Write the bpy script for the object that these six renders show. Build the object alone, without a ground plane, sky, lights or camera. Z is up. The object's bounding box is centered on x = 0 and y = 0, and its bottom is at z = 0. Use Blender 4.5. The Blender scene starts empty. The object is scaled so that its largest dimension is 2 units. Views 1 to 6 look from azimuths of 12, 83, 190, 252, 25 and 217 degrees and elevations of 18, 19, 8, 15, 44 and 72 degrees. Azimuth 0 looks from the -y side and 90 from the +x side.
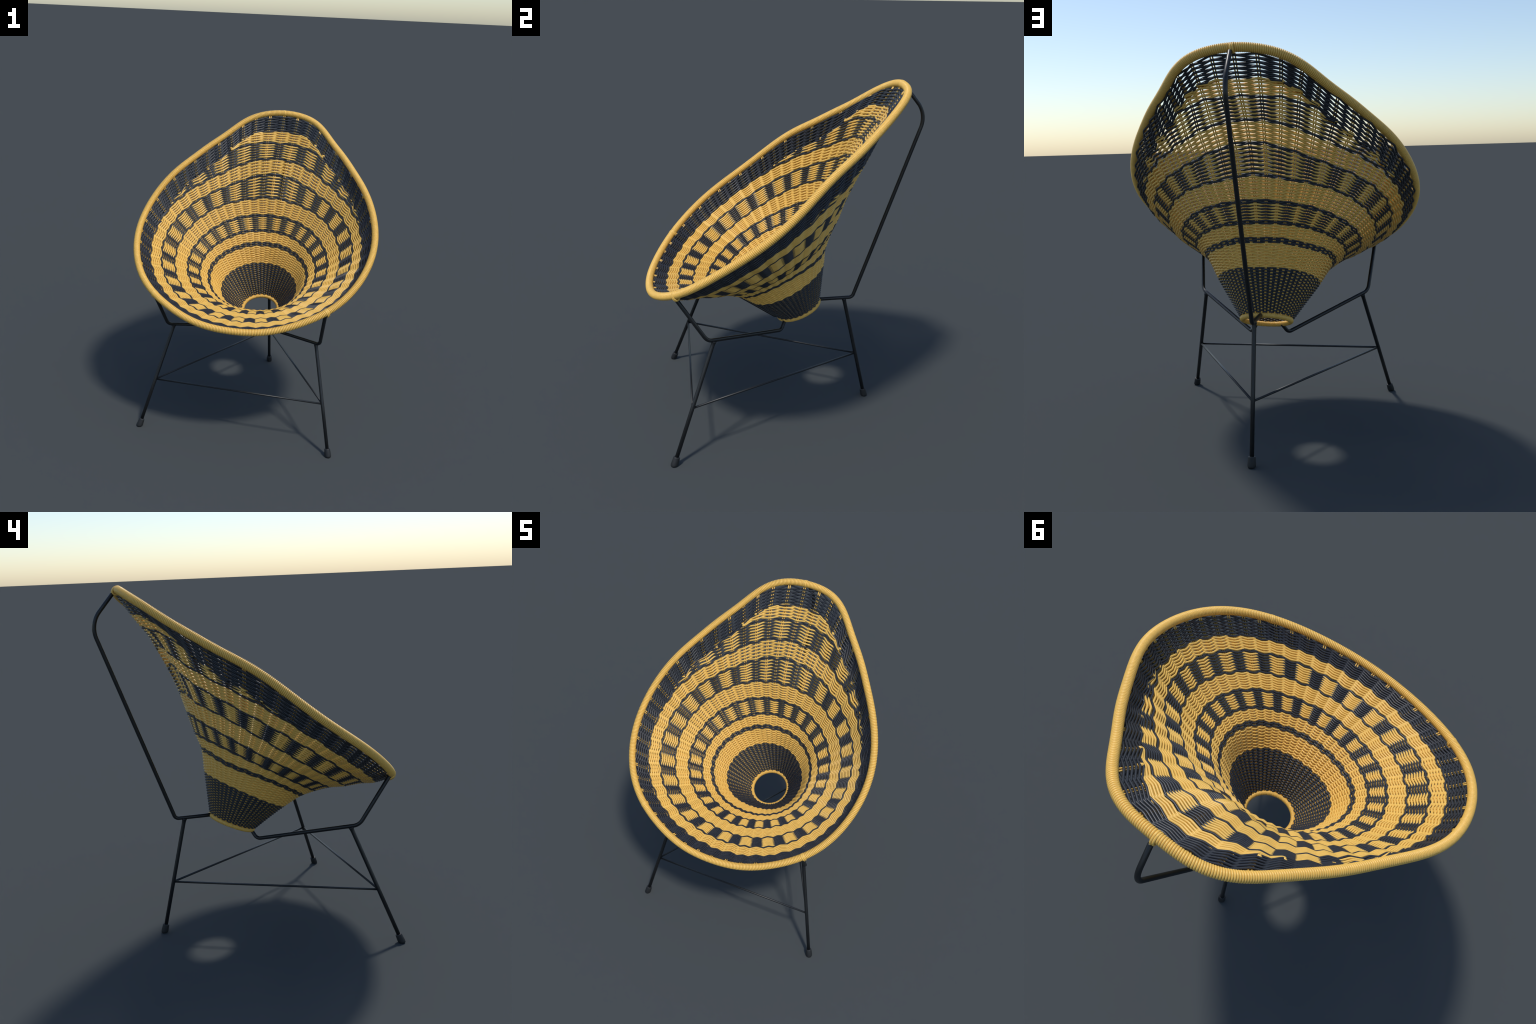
"""Woven lounge chair: a trumpet-shaped basket of gold and charcoal cord on a thin black three-legged rod frame."""
import bpy, math, random
import numpy as np

random.seed(7)
RNG = np.random.default_rng(7)
RIBS = 52                       # warp ribs, number 0 is front centre, 26 back centre
AXIS_Y = 0.07                   # the basket is described around a vertical axis at (0, AXIS_Y)
CORD = 0.0055                   # radius of the weaving cord

# ------------------------------------------------------------------ materials

def make_material(name, base, rough, vary=0.12, spec=0.5, scale=60.0, bump=0.0, coat=0.0):
    m = bpy.data.materials.new(name)
    m.use_nodes = True
    nt = m.node_tree
    n, l = nt.nodes, nt.links
    b = n["Principled BSDF"]
    b.inputs["Roughness"].default_value = rough
    b.inputs["Specular IOR Level"].default_value = spec
    b.inputs["Coat Weight"].default_value = coat
    b.inputs["Coat Roughness"].default_value = 0.25
    tc = n.new("ShaderNodeTexCoord")
    mp = n.new("ShaderNodeMapping")
    mp.inputs["Scale"].default_value = (scale,) * 3
    nz = n.new("ShaderNodeTexNoise")
    nz.inputs["Scale"].default_value = 1.0
    nz.inputs["Detail"].default_value = 3.0
    l.new(tc.outputs["Object"], mp.inputs["Vector"])
    l.new(mp.outputs["Vector"], nz.inputs["Vector"])
    rp = n.new("ShaderNodeValToRGB")
    rp.color_ramp.elements[0].position = 0.3
    rp.color_ramp.elements[1].position = 0.7
    lo = [c * (1 - vary) for c in base]
    hi = [min(1.0, c * (1 + vary)) for c in base]
    rp.color_ramp.elements[0].color = (*lo, 1)
    rp.color_ramp.elements[1].color = (*hi, 1)
    l.new(nz.outputs["Fac"], rp.inputs["Fac"])
    l.new(rp.outputs["Color"], b.inputs["Base Color"])
    if bump:
        nb = n.new("ShaderNodeTexNoise")
        nb.inputs["Scale"].default_value = 6.0
        bp = n.new("ShaderNodeBump")
        bp.inputs["Strength"].default_value = bump
        bp.inputs["Distance"].default_value = 0.0005
        l.new(mp.outputs["Vector"], nb.inputs["Vector"])
        l.new(nb.outputs["Fac"], bp.inputs["Height"])
        l.new(bp.outputs["Normal"], b.inputs["Normal"])
    return m


GOLD = make_material("gold_cord", (0.87, 0.53, 0.115), 0.37, 0.05, 0.5, 45.0, 0.12)
BLACK = make_material("charcoal_cord", (0.026, 0.029, 0.036), 0.38, 0.08, 0.5, 45.0, 0.12)
STEEL = make_material("black_lacquer", (0.010, 0.011, 0.012), 0.38, 0.08, 0.5, 25.0)
RUBBER = make_material("black_rubber", (0.016, 0.017, 0.018), 0.55, 0.12, 0.4, 80.0)

# ------------------------------------------------------------------ object helpers

def empty(name, parent=None):
    o = bpy.data.objects.new(name, None)
    o.empty_display_size = 0.1
    bpy.context.scene.collection.objects.link(o)
    o.parent = parent
    return o


def mesh_object(name, verts, faces, mat, parent, smooth=True):
    me = bpy.data.meshes.new(name)
    me.from_pydata(verts if isinstance(verts, list) else verts.tolist(), [], faces if isinstance(faces, list) else faces.tolist())
    me.materials.append(mat)
    if smooth:
        me.polygons.foreach_set("use_smooth", [True] * len(me.polygons))
    me.update()
    o = bpy.data.objects.new(name, me)
    bpy.context.scene.collection.objects.link(o)
    o.parent = parent
    return o


def unit(v):
    return v / (np.linalg.norm(v, axis=-1, keepdims=True) + 1e-12)


def tube_geometry(path, radius, sides=6, closed=False, hint=None):
    """A round cord swept along a path; radius may be one number or one per point."""
    path = np.asarray(path, float)
    n = len(path)
    rad = np.broadcast_to(np.asarray(radius, float), (n,))
    if closed:
        t = unit(np.roll(path, -1, 0) - np.roll(path, 1, 0))
    else:
        t = np.empty_like(path)
        t[1:-1] = path[2:] - path[:-2]
        t[0] = path[1] - path[0]
        t[-1] = path[-1] - path[-2]
        t = unit(t)
    if hint is None:                                     # parallel transport
        a = np.array([0, 0, 1.0]) if abs(t[0, 2]) < 0.9 else np.array([1.0, 0, 0])
        h = np.empty_like(path)
        u = a
        for i in range(n):
            u = u - t[i] * (u @ t[i])
            u = u / np.linalg.norm(u)
            h[i] = u
        if closed:                                       # spread the leftover twist
            u = h[-1] - t[0] * (h[-1] @ t[0])
            u /= np.linalg.norm(u)
            w = np.cross(t[0], h[0])
            ang = math.atan2(u @ w, u @ h[0])
            k = -ang * np.arange(n) / n
            b = np.cross(t, h)
            h = h * np.cos(k)[:, None] + b * np.sin(k)[:, None]
    else:
        h = hint - t * (hint * t).sum(1, keepdims=True)
        h = unit(h)
    b = np.cross(t, h)
    a = np.arange(sides) * 2 * math.pi / sides
    v = path[:, None] + rad[:, None, None] * (h[:, None] * np.cos(a)[None, :, None] + b[:, None] * np.sin(a)[None, :, None])
    v = v.reshape(-1, 3)
    i = np.arange(n if closed else n - 1)
    j = (i + 1) % n
    s = np.arange(sides)
    s2 = (s + 1) % sides
    f = np.stack([i[:, None] * sides + s, i[:, None] * sides + s2, j[:, None] * sides + s2, j[:, None] * sides + s], -1).reshape(-1, 4)
    faces = f.tolist()
    if not closed:
        faces.append(list(range(sides))[::-1])
        faces.append([(n - 1) * sides + k for k in range(sides)])
    return v, faces


def tube(name, path, radius, mat, parent, sides=6, closed=False, hint=None):
    v, f = tube_geometry(path, radius, sides, closed, hint)
    return mesh_object(name, v, f, mat, parent)


def joined_tubes(name, paths, radius, mat, parent, sides=6, closed=False):
    vs, fs, k = [], [], 0
    for p in paths:
        v, f = tube_geometry(p, radius, sides, closed)
        vs.append(v)
        fs += [[q + k for q in g] for g in f]
        k += len(v)
    return mesh_object(name, np.vstack(vs), fs, mat, parent)


# ------------------------------------------------------------------ basket form
# Horizontal "contours" of the basket as cosine series of the azimuth (0 = back):
# distance from the axis and height.  Q (below) is the tilted base ring, A..G pattern borders, H lower
# edge of the charcoal border, R rim.
CONTOURS = {
    "A": ([0.2389, -0.056, -0.022, 0.0114, -0.0011, -0.0005, -0.0004],
          [0.8416, 0.1163, -0.0139, -0.0076, 0.0032, -0.0007, -0.0004]),
    "B": ([0.2999, -0.1087, -0.0241, 0.0149, -0.0029, -0.0001, 0.002],
          [0.9573, 0.1566, -0.0327, -0.0009, 0.0048, -0.0048, 0.0]),
    "C": ([0.3478, -0.1338, -0.0203, 0.0201, -0.0019, -0.003, 0.0006],
          [1.0166, 0.1916, -0.0397, -0.006, 0.006, -0.0019, -0.0]),
    "D": ([0.4188, -0.1643, -0.0345, 0.0208, -0.0022, -0.0033, 0.0008],
          [1.0893, 0.2474, -0.0425, -0.0097, 0.0049, 0.0005, 0.0001]),
    "E": ([0.4786, -0.1949, -0.0424, 0.0241, -0.0037, -0.0049, -0.001],
          [1.1555, 0.3065, -0.0544, -0.0139, 0.0109, 0.003, -0.0002]),
    "F": ([0.5574, -0.2161, -0.0408, 0.0341, -0.0063, -0.0053, -0.0018],
          [1.243, 0.3797, -0.0563, -0.0035, 0.0149, 0.0002, -0.0013]),
    "G": ([0.6127, -0.2266, -0.0328, 0.0402, -0.0087, -0.0083, 0.0002],
          [1.2971, 0.4305, -0.0659, -0.0053, 0.0177, -0.0016, -0.0037]),
    "H": ([0.6488, -0.1704, -0.0071, 0.0486, -0.0017, -0.0003, 0.0042, -0.001, -0.0028],
          [1.3543, 0.5204, -0.0254, 0.0009, 0.0159, -0.004, -0.008, -0.0041, 0.0009]),
    "R": ([0.7262, -0.1841, 0.012, 0.0605, -0.0101, -0.0069, 0.0011, -0.0021, -0.0024, -0.0031, -0.0008, 0.0007, -0.0005],
          [1.4453, 0.5656, -0.0576, 0.007, 0.0235, 0.0025, -0.0041, -0.0033, 0.0007, 0.0006, -0.0021, -0.0011, 0.0018]),
}


RING_CENTRE, RING_RADIUS, RING_TILT = (0.108, 0.632), 0.1303, 0.417


def contour(key, th):
    if key == "Q":
        c, s = RING_RADIUS * np.cos(th), RING_RADIUS * np.sin(th)
        return np.stack([s, RING_CENTRE[0] + c * math.cos(RING_TILT), RING_CENTRE[1] + c * math.sin(RING_TILT)], -1)
    r, z = CONTOURS[key]
    rr = sum(c * np.cos(k * th) for k, c in enumerate(r))
    zz = sum(c * np.cos(k * th) for k, c in enumerate(z))
    return np.stack([rr * np.sin(th), AXIS_Y + rr * np.cos(th), zz], -1)


FINE = np.linspace(0, 2 * math.pi, 5761)        # azimuth from the front, running over +x


def at(key, phi):                                # phi measured from the front
    return contour(key, math.pi - phi)


def arc_azimuth(key, frac):
    p = at(key, FINE)
    s = np.concatenate([[0], np.cumsum(np.linalg.norm(np.diff(p, axis=0), axis=1))])
    return np.interp(frac, s / s[-1], FINE)


def rib_azimuths(j):
    """Azimuth at which rib j crosses each contour."""
    az = {k: arc_azimuth(k, j / RIBS) for k in "QABCDE"}
    side = np.where(j <= RIBS / 2, j, RIBS - j) / (RIBS / 2)
    crowd = 1.05 * np.sin(math.pi * side ** 1.34) ** 2       # ribs crowd towards the front along the rim
    az["R"] = arc_azimuth("R", (j - np.where(j <= RIBS / 2, crowd, -crowd)) / RIBS)
    e, r = at("E", az["E"]), at("R", az["R"])
    for k in "FGH":
        th = 0.5 * (az["E"] + az["R"])
        for _ in range(40):
            p = at(k, th)
            a, b = np.linalg.norm(p - e, axis=1), np.linalg.norm(r - p, axis=1)
            th = 0.5 * th + 0.5 * (az["E"] + (az["R"] - az["E"]) * a / (a + b))
        az[k] = th
    return az


JJ = np.arange(RIBS, dtype=float)
AZ = rib_azimuths(JJ)
PTS = {k: at(k, AZ[k]) for k in "QABCDEFGHR"}
RIM_R = 0.0222                                   # outer radius of the wound rim
RING_R = 0.0146
SHORT = np.einsum("ij,ij->i", PTS["H"] - PTS["G"], unit(PTS["R"] - PTS["G"]))   # room for short rows
SHORT = np.where(SHORT < 0.006, 0.0, SHORT)


class Rib:
    """One warp rib: a smooth curve from the base ring to the rim, read by row number."""

    def __init__(self, j):
        keys = list("QABCDEFG") + (["H"] if SHORT[j] > 0.03 else []) + ["R"]
        p = np.array([PTS[k][j] for k in keys])
        s = np.concatenate([[0], np.cumsum(np.linalg.norm(np.diff(p, axis=0), axis=1))])
        m = np.empty_like(p)
        for i in range(len(p)):
            if i in (0, len(p) - 1):
                a, b = (0, 1) if i == 0 else (i - 1, i)
                m[i] = (p[b] - p[a]) / (s[b] - s[a])
            else:
                h0, h1 = s[i] - s[i - 1], s[i + 1] - s[i]
                m[i] = ((p[i] - p[i - 1]) / h0 * h1 + (p[i + 1] - p[i]) / h1 * h0) / (h0 + h1)
        self.p, self.s, self.m = p, s, m
        at_key = dict(zip(keys, s))
        self.g = at_key["G"]
        self.r = s[-1]
        self.h = self.g + SHORT[j] * 1.0
        if "H" in at_key:
            self.h = at_key["H"]
        self.room = self.h - self.g
        # row number -> arc length
        self.rows = [-0.6, 29.4, 46.5, 57.8, 74.2, 87.7, 104.3, 114.5]
        self.pos = [RING_R] + [at_key[k] for k in "ABCDEFG"]

    def point(self, s):
        s = np.atleast_1d(np.asarray(s, float))
        i = np.clip(np.searchsorted(self.s, s, side="right") - 1, 0, len(self.s) - 2)
        h = (self.s[i + 1] - self.s[i])[:, None]
        t = (s - self.s[i])[:, None] / h
        return ((2 * t**3 - 3 * t**2 + 1) * self.p[i] + (t**3 - 2 * t**2 + t) * h * self.m[i]
                + (-2 * t**3 + 3 * t**2) * self.p[i + 1] + (t**3 - t**2) * h * self.m[i + 1])

    def full_row(self, n):
        return float(np.interp(n, self.rows, self.pos))

    def short_row(self, n, pitch):
        return self.g + (n - 114.5) * pitch

    def border_row(self, b):
        top = self.r - RIM_R - 0.002
        return self.h + (b + 0.5) / 12.0 * (top - self.h)


RIB = [Rib(j) for j in range(RIBS)]


def surface_normals(pos):
    """Outward normals of the basket at one arc length per rib."""
    p = np.array([RIB[j].point(pos[j])[0] for j in range(RIBS)])
    q = np.array([RIB[j].point(pos[j] + 0.004)[0] for j in range(RIBS)])
    q0 = np.array([RIB[j].point(max(pos[j] - 0.004, 0))[0] for j in range(RIBS)])
    tj = np.roll(p, -1, 0) - np.roll(p, 1, 0)
    nrm = unit(np.cross(tj, q - q0))
    out = p - np.array([0, AXIS_Y, 0])
    out[:, 2] = -0.35
    flip = np.sign((nrm * out).sum(1))
    return p, nrm * flip[:, None]


LEAN = 0.26                                      # the weave bulges square to an axis that leans forward by this angle


def bulge_vectors(p, nrm, amp):
    """Which way, and how far, a cord is pushed off the basket surface at each rib."""
    ax = np.array([0.0, -math.sin(LEAN), math.cos(LEAN)])
    d = p - np.array([0.0, RING_CENTRE[0], RING_CENTRE[1]])
    d = unit(d - (d @ ax)[:, None] * ax)
    n = d * amp[:, None]
    lack = np.maximum(0.0, 0.0048 - (n * nrm).sum(1))
    return n + nrm * lack[:, None]


# how a cord rides over one rib and under the next: (position between ribs, height)
WAVE = [(0.0, 1.0), (0.06, 0.93), (0.3, 0.41), (0.5, 0.0), (0.7, -0.41), (0.94, -0.93)]


def cord_path(p, nrm, push, sign, span=None):
    """Polyline of a weft cord through rib points p, alternately inside and outside."""
    n = len(p)
    closed = span is None
    idx = range(n) if closed else span[:-1]
    out, hint = [], []
    for k in idx:
        k2 = (k + 1) % n
        for u, w in WAVE:
            out.append(p[k] * (1 - u) + p[k2] * u + (push[k] * (1 - u) + push[k2] * u) * w * sign[k])
            hint.append(nrm[k] * (1 - u) + nrm[k2] * u)
    if not closed:
        a, b = span[0], span[-1]
        a0, b1 = (a - 1) % n, (b + 1) % n

        def hook(k, k2):                       # the end turns round its last rib
            d = unit(p[k2] - p[k])
            pts = []
            for du, w in ((0.008, 0.95), (0.014, 0.5), (0.015, -0.3), (0.011, -0.9), (0.001, -1.0)):
                pts.append(p[k] + d * du + push[k] * w * sign[k])
            return pts, [nrm[k]] * 5
        h0, n0 = hook(a, a0)
        h1, n1 = hook(b, b1)
        out = h0[::-1] + out + [p[b] + push[b] * sign[b]] + h1
        hint = n0 + hint + [nrm[b]] + n1
    return np.array(out), np.array(hint)


def spacing(p):
    d = np.linalg.norm(np.roll(p, -1, 0) - p, axis=1)
    return 0.5 * (d + np.roll(d, 1))


def wave_height(p):
    return np.clip(0.0012 + 0.112 * spacing(p), 0.0053, 0.0125)


# ------------------------------------------------------------------ pattern

def row_is_gold(n):
    if n < 30:
        return False                       # charcoal foot of the basket
    if n < 45:
        return True
    if n < 49:
        return False                       # thin chain stripe
    if n < 58:
        return True
    if n < 75:                             # first ring of blocks
        return 61 <= n <= 71 and n % 2 == 1
    if n < 88:
        return True
    if n < 105:                            # second ring of blocks
        return 90 <= n <= 102 and n % 2 == 0
    if n < 115:
        return True
    if n < 130:                            # third row of blocks, back only
        return 117 <= n <= 127 and n % 2 == 1
    return True


# ------------------------------------------------------------------ build
chair = empty("woven_lounge_chair")
chair["label"] = "round woven basket lounge chair, gold and black cord, thin black rod legs"
chair["category"] = "lounge chair"
seat = empty("basket_seat", chair)


def weft(pos, sign, gold, span=None):
    p, nrm = surface_normals(pos)
    amp = wave_height(p)
    jit = RNG.normal(0, 0.0003, RIBS)
    p = p + unit(np.array([RIB[j].point(pos[j] + 0.003)[0] for j in range(RIBS)]) - p) * jit[:, None]
    path, hint = cord_path(p, nrm, bulge_vectors(p, nrm, amp), sign, span)
    thick = float(np.clip(0.0043 + 0.016 * spacing(p).mean(), 0.0044, CORD))
    tube("gold_weft" if gold else "black_weft", path, thick, GOLD if gold else BLACK, seat, 6, span is None, hint)


# rows that run all the way round; row n lies on the inside of rib j when n + j is even
for n in range(115):
    sign = np.where((n + JJ) % 2 == 0, -1.0, 1.0)
    weft([r.full_row(n) for r in RIB], sign, row_is_gold(n))

# short rows that fill the tall back
SHORT_ROWS = 24
PITCH = max(r.room for r in RIB) / SHORT_ROWS
for n in range(115, 115 + SHORT_ROWS):
    pos = np.array([min(r.short_row(n, PITCH), r.r - 0.01) for r in RIB])
    room = np.array([(n - 114.5 - 0.15) * PITCH <= r.room for r in RIB])
    if room.sum() < 2:
        continue
    lo = min(j for j in range(RIBS) if room[j]) - 1      # the last stitch reaches over to the next rib and turns there
    for e in (lo, RIBS - lo):
        r = RIB[e]
        pos[e] = r.g + r.room + 0.35 * max(0.0, (n - 114.5) * PITCH - r.room)
    span = list(range(lo, RIBS - lo + 1))
    sign = np.where((n + JJ) % 2 == 0, -1.0, 1.0)
    weft(pos, sign, row_is_gold(n), span)

# charcoal border under the rim
for b in range(12):
    sign = np.where((b + JJ) % 2 == 1, -1.0, 1.0)
    weft([r.border_row(b) for r in RIB], sign, False)

# warp ribs: two cords side by side from base ring to rim
for j in range(RIBS):
    r = RIB[j]
    s = np.linspace(0.0, r.r - 0.006, 46)
    c = r.point(s)
    nb0, nb1 = RIB[(j - 1) % RIBS], RIB[(j + 1) % RIBS]
    frac = s / r.r
    gap = nb1.point(frac * nb1.r) - nb0.point(frac * nb0.r)
    tang = np.gradient(c, axis=0)
    tang = unit(tang)
    side = gap - tang * (gap * tang).sum(1, keepdims=True)
    width = np.linalg.norm(side, axis=1) / 2
    off = np.clip(0.060 * width + 0.0014, 0.0024, 0.0056)
    rad = np.clip(0.0022 + 0.03 * width, 0.0027, 0.0036)
    for q in (-1, 1):
        tube("warp_rib", c + unit(side) * (q * off)[:, None], rad, GOLD, seat, 6)

# ------------------------------------------------------------------ rim and base ring

def resample(path, n):
    d = np.linalg.norm(np.diff(np.vstack([path, path[:1]]), axis=0), axis=1)
    s = np.concatenate([[0], np.cumsum(d)])
    q = np.vstack([path, path[:1]])
    u = np.linspace(0, s[-1], n, endpoint=False)
    return np.stack([np.interp(u, s, q[:, k]) for k in range(3)], -1), s[-1]


def frames(path):
    t = unit(np.roll(path, -1, 0) - np.roll(path, 1, 0))
    c = path.mean(0)
    h = path - c
    h = unit(h - t * (h * t).sum(1, keepdims=True))
    return t, h, np.cross(t, h)


def winding(path, length, turns, radius, per_turn, group=0, squeeze=0.0):
    """Cord wound round a closed core curve; optional groups leave small gaps."""
    n = turns * per_turn
    k = np.arange(n) / n * turns
    if group:
        w = np.floor(k / group)
        x = k / group - w
        x = 0.5 + (x - 0.5) * (1 - squeeze)
        k2 = (w + x) * group
    else:
        k2 = k
    u = k2 / turns
    m = len(path)
    f = u * m
    i = np.floor(f).astype(int) % m
    t = (f - np.floor(f))[:, None]
    T, H, B = frames(path)
    mix = lambda A: A[i] * (1 - t) + A[(i + 1) % m] * t
    a = 2 * math.pi * k
    d = mix(H) * np.cos(a)[:, None] + mix(B) * np.sin(a)[:, None]
    return mix(path) + d * radius, d


rim_path, rim_len = resample(at("R", FINE[:-1]), 480)
WIND = 0.0049
rim = tube("rim", rim_path, RIM_R - 2 * WIND + 0.0022, GOLD, chair, 14, True)
turns = int(round(rim_len / 0.0093))
wp, wd = winding(rim_path, rim_len, turns, RIM_R - WIND, 16)
tube("rim_winding", wp, WIND, GOLD, rim, 8, True, wd)

ring_path, ring_len = resample(at("Q", FINE[:-1]), 160)
ring = tube("base_ring", ring_path, RING_R - 0.0022, GOLD, chair, 12, True)
wp, wd = winding(ring_path, ring_len, 130, RING_R - 0.0036, 16, 5, 0.10)
tube("ring_winding", wp, 0.0034, GOLD, ring, 5, True, wd)

# ------------------------------------------------------------------ frame
frame = empty("frame", chair)
BAR = 0.0112


def bent_rod(corners, radii, seg=10):
    """Polyline with rounded corners."""
    c = [np.array(p, float) for p in corners]
    out = [c[0]]
    for i in range(1, len(c) - 1):
        a, b = unit(c[i - 1] - c[i]), unit(c[i + 1] - c[i])
        ang = math.acos(max(-1, min(1, float(a @ b))))
        r = radii[i - 1]
        cut = min(r / math.tan(ang / 2), 0.45 * np.linalg.norm(c[i - 1] - c[i]), 0.48 * np.linalg.norm(c[i + 1] - c[i]))
        r = cut * math.tan(ang / 2)
        cen = c[i] + unit(a + b) * r / math.sin(ang / 2)
        p0, p1 = c[i] + a * cut, c[i] + b * cut
        v0, v1 = unit(p0 - cen), unit(p1 - cen)
        w = math.acos(max(-1, min(1, float(v0 @ v1))))
        for k in range(seg + 1):
            f = k / seg
            out.append(cen + r * (math.sin((1 - f) * w) * v0 + math.sin(f * w) * v1) / math.sin(w))
    out.append(c[-1])
    return np.array(out)


def round_ends(path, r, start=True, end=True):
    """Add small domed ends; returns path and radii."""
    path = list(path)
    rad = [r] * len(path)
    for which, go in ((0, start), (-1, end)):
        if not go:
            continue
        tip, prev = (path[0], path[1]) if which == 0 else (path[-1], path[-2])
        d = unit(tip - prev)
        extra = [(tip + d * r * 0.5 * math.sin(x), r * math.cos(x)) for x in (0.5, 1.0, 1.35, 1.55)]
        if which == 0:
            path = [e[0] for e in extra][::-1] + path
            rad = [e[1] for e in extra][::-1] + rad
        else:
            path += [e[0] for e in extra]
            rad += [e[1] for e in extra]
    return np.array(path), np.array(rad)


FRONT_BAR = [(0.073, 0.011, 0.585), (0.101, -0.014, 0.536), (0.510, -0.474, 0.682), (0.548, -0.638, 0.952)]
BACK_BAR = [(0, 0.222, 0.686), (0, 0.440, 0.693), (0, 0.815, 1.812), (0, 0.690, 1.958)]
FRONT_LEG = [(0.480, -0.436, 0.669), (0.640, -0.671, 0.0)]
BACK_LEG = [(0, 0.387, 0.690), (0, 0.553, 0.0)]


FRAME_X = 0.006                                  # the welded frame sits a touch to one side


def mirror(pts, s):
    return [np.array([p[0] * s + FRAME_X, p[1], p[2]]) for p in pts]


def foot_profile(leg, parent):
    a, b = [np.array(p, float) for p in leg]
    d = unit(a - b)
    base = b + np.array([0, 0, 0.0])
    prof = [(-0.001, 0.001), (-0.001, 0.014), (0.0005, 0.0185), (0.004, 0.0208), (0.010, 0.0212), (0.046, 0.0186), (0.050, 0.0178), (0.0515, 0.0160), (0.0515, 0.0105)]
    up = np.array([0, 0, 1.0])
    path = [base + d * max(h, 0) for h, _ in prof]
    # flat on the floor: rings tilt from level at the bottom to square to the leg above
    vs, fs = [], []
    sides = 24
    for i, (h, r) in enumerate(prof):
        ax = unit(up * max(0.0, 1 - h / 0.02) + d * min(1.0, max(h, 0) / 0.02))
        x = unit(np.cross(ax, [0.3, 1.0, 0.1]))
        y = np.cross(ax, x)
        c = base + d * max(h, 0.0) if h > 0.0006 else base
        if h <= 0.0006:
            c = base + np.array([0, 0, max(h, 0)])
        for k in range(sides):
            t = 2 * math.pi * k / sides
            vs.append(c + r * (x * math.cos(t) + y * math.sin(t)))
    for i in range(len(prof) - 1):
        for k in range(sides):
            k2 = (k + 1) % sides
            fs.append([i * sides + k, i * sides + k2, (i + 1) * sides + k2, (i + 1) * sides + k])
    fs.append(list(range(sides))[::-1])
    vs = np.array(vs)
    vs[:, 2] = np.maximum(vs[:, 2], 0.0)
    mesh_object("foot_cap", vs, fs, RUBBER, parent)


def build_leg(leg):
    a, b = [np.array(p, float) for p in leg]
    d = unit(b - a)
    n = np.linalg.norm(b - a)
    s = [0.004, 0.009, 0.014, 0.020, 0.028, 0.04, n * 0.5, n - 0.008]
    r = [0.0150, 0.0142, 0.0130, 0.0120, 0.0114, BAR, BAR, BAR]
    o = tube("leg", np.array([a + d * x for x in s]), r, STEEL, frame, 18)
    foot_profile(leg, o)
    return a, b


def build_bar(pts, radii):
    path, rad = round_ends(bent_rod(pts, radii, 12), BAR)
    return tube("support_bar", path, rad, STEEL, frame, 18)


def rim_lashing(tip, along):
    """A few turns of cord that bind a bar end to the rim."""
    tip = np.array(tip, float)
    i = int(np.argmin(np.linalg.norm(rim_path - tip, axis=1)))
    t, h, b = frames(rim_path)
    c = rim_path[i]
    d = tip - c
    d = unit(d - t[i] * (d @ t[i]))
    e = np.cross(t[i], d)
    loops = []
    for k in (0.7, 1.7):
        a = np.linspace(0, 2 * math.pi, 28, endpoint=False)
        stretch = 0.015 - 0.003 * abs(k)
        # an oval loop: snug on the rim at the far side, reaching round the bar end at the near side
        x = np.cos(a)
        loops.append(c + t[i] * k * 0.0092 + d[None] * ((RIM_R - 0.003) * x + stretch * (1 + x) / 2)[:, None] + e[None] * ((RIM_R - 0.003) * np.sin(a))[:, None])
    joined_tubes("rim_lashing", loops, 0.0050, GOLD, rim, 6, True)


joints = []
for s in (-1, 1):
    build_bar(mirror(FRONT_BAR, s), [0.035, 0.075])
    joints.append(build_leg(mirror(FRONT_LEG, s)))
    rim_lashing(mirror(FRONT_BAR, s)[-1], s)
BACK_BAR, BACK_LEG = mirror(BACK_BAR, 1), mirror(BACK_LEG, 1)
build_bar(BACK_BAR, [0.030, 0.14])
joints.append(build_leg(BACK_LEG))
rim_lashing(BACK_BAR[-1], 1)

tie = []
for a, b in joints:
    f = (a[2] - 0.309) / (a[2] - b[2])
    tie.append(a + (b - a) * f)
for i, k in ((0, 1), (1, 2), (2, 0)):
    p, q = tie[i], tie[k]
    d = unit(q - p)
    tube("stretcher", np.array([p + d * 0.004, p + (q - p) * 0.5, q - d * 0.004]), 0.0062, STEEL, frame, 12)
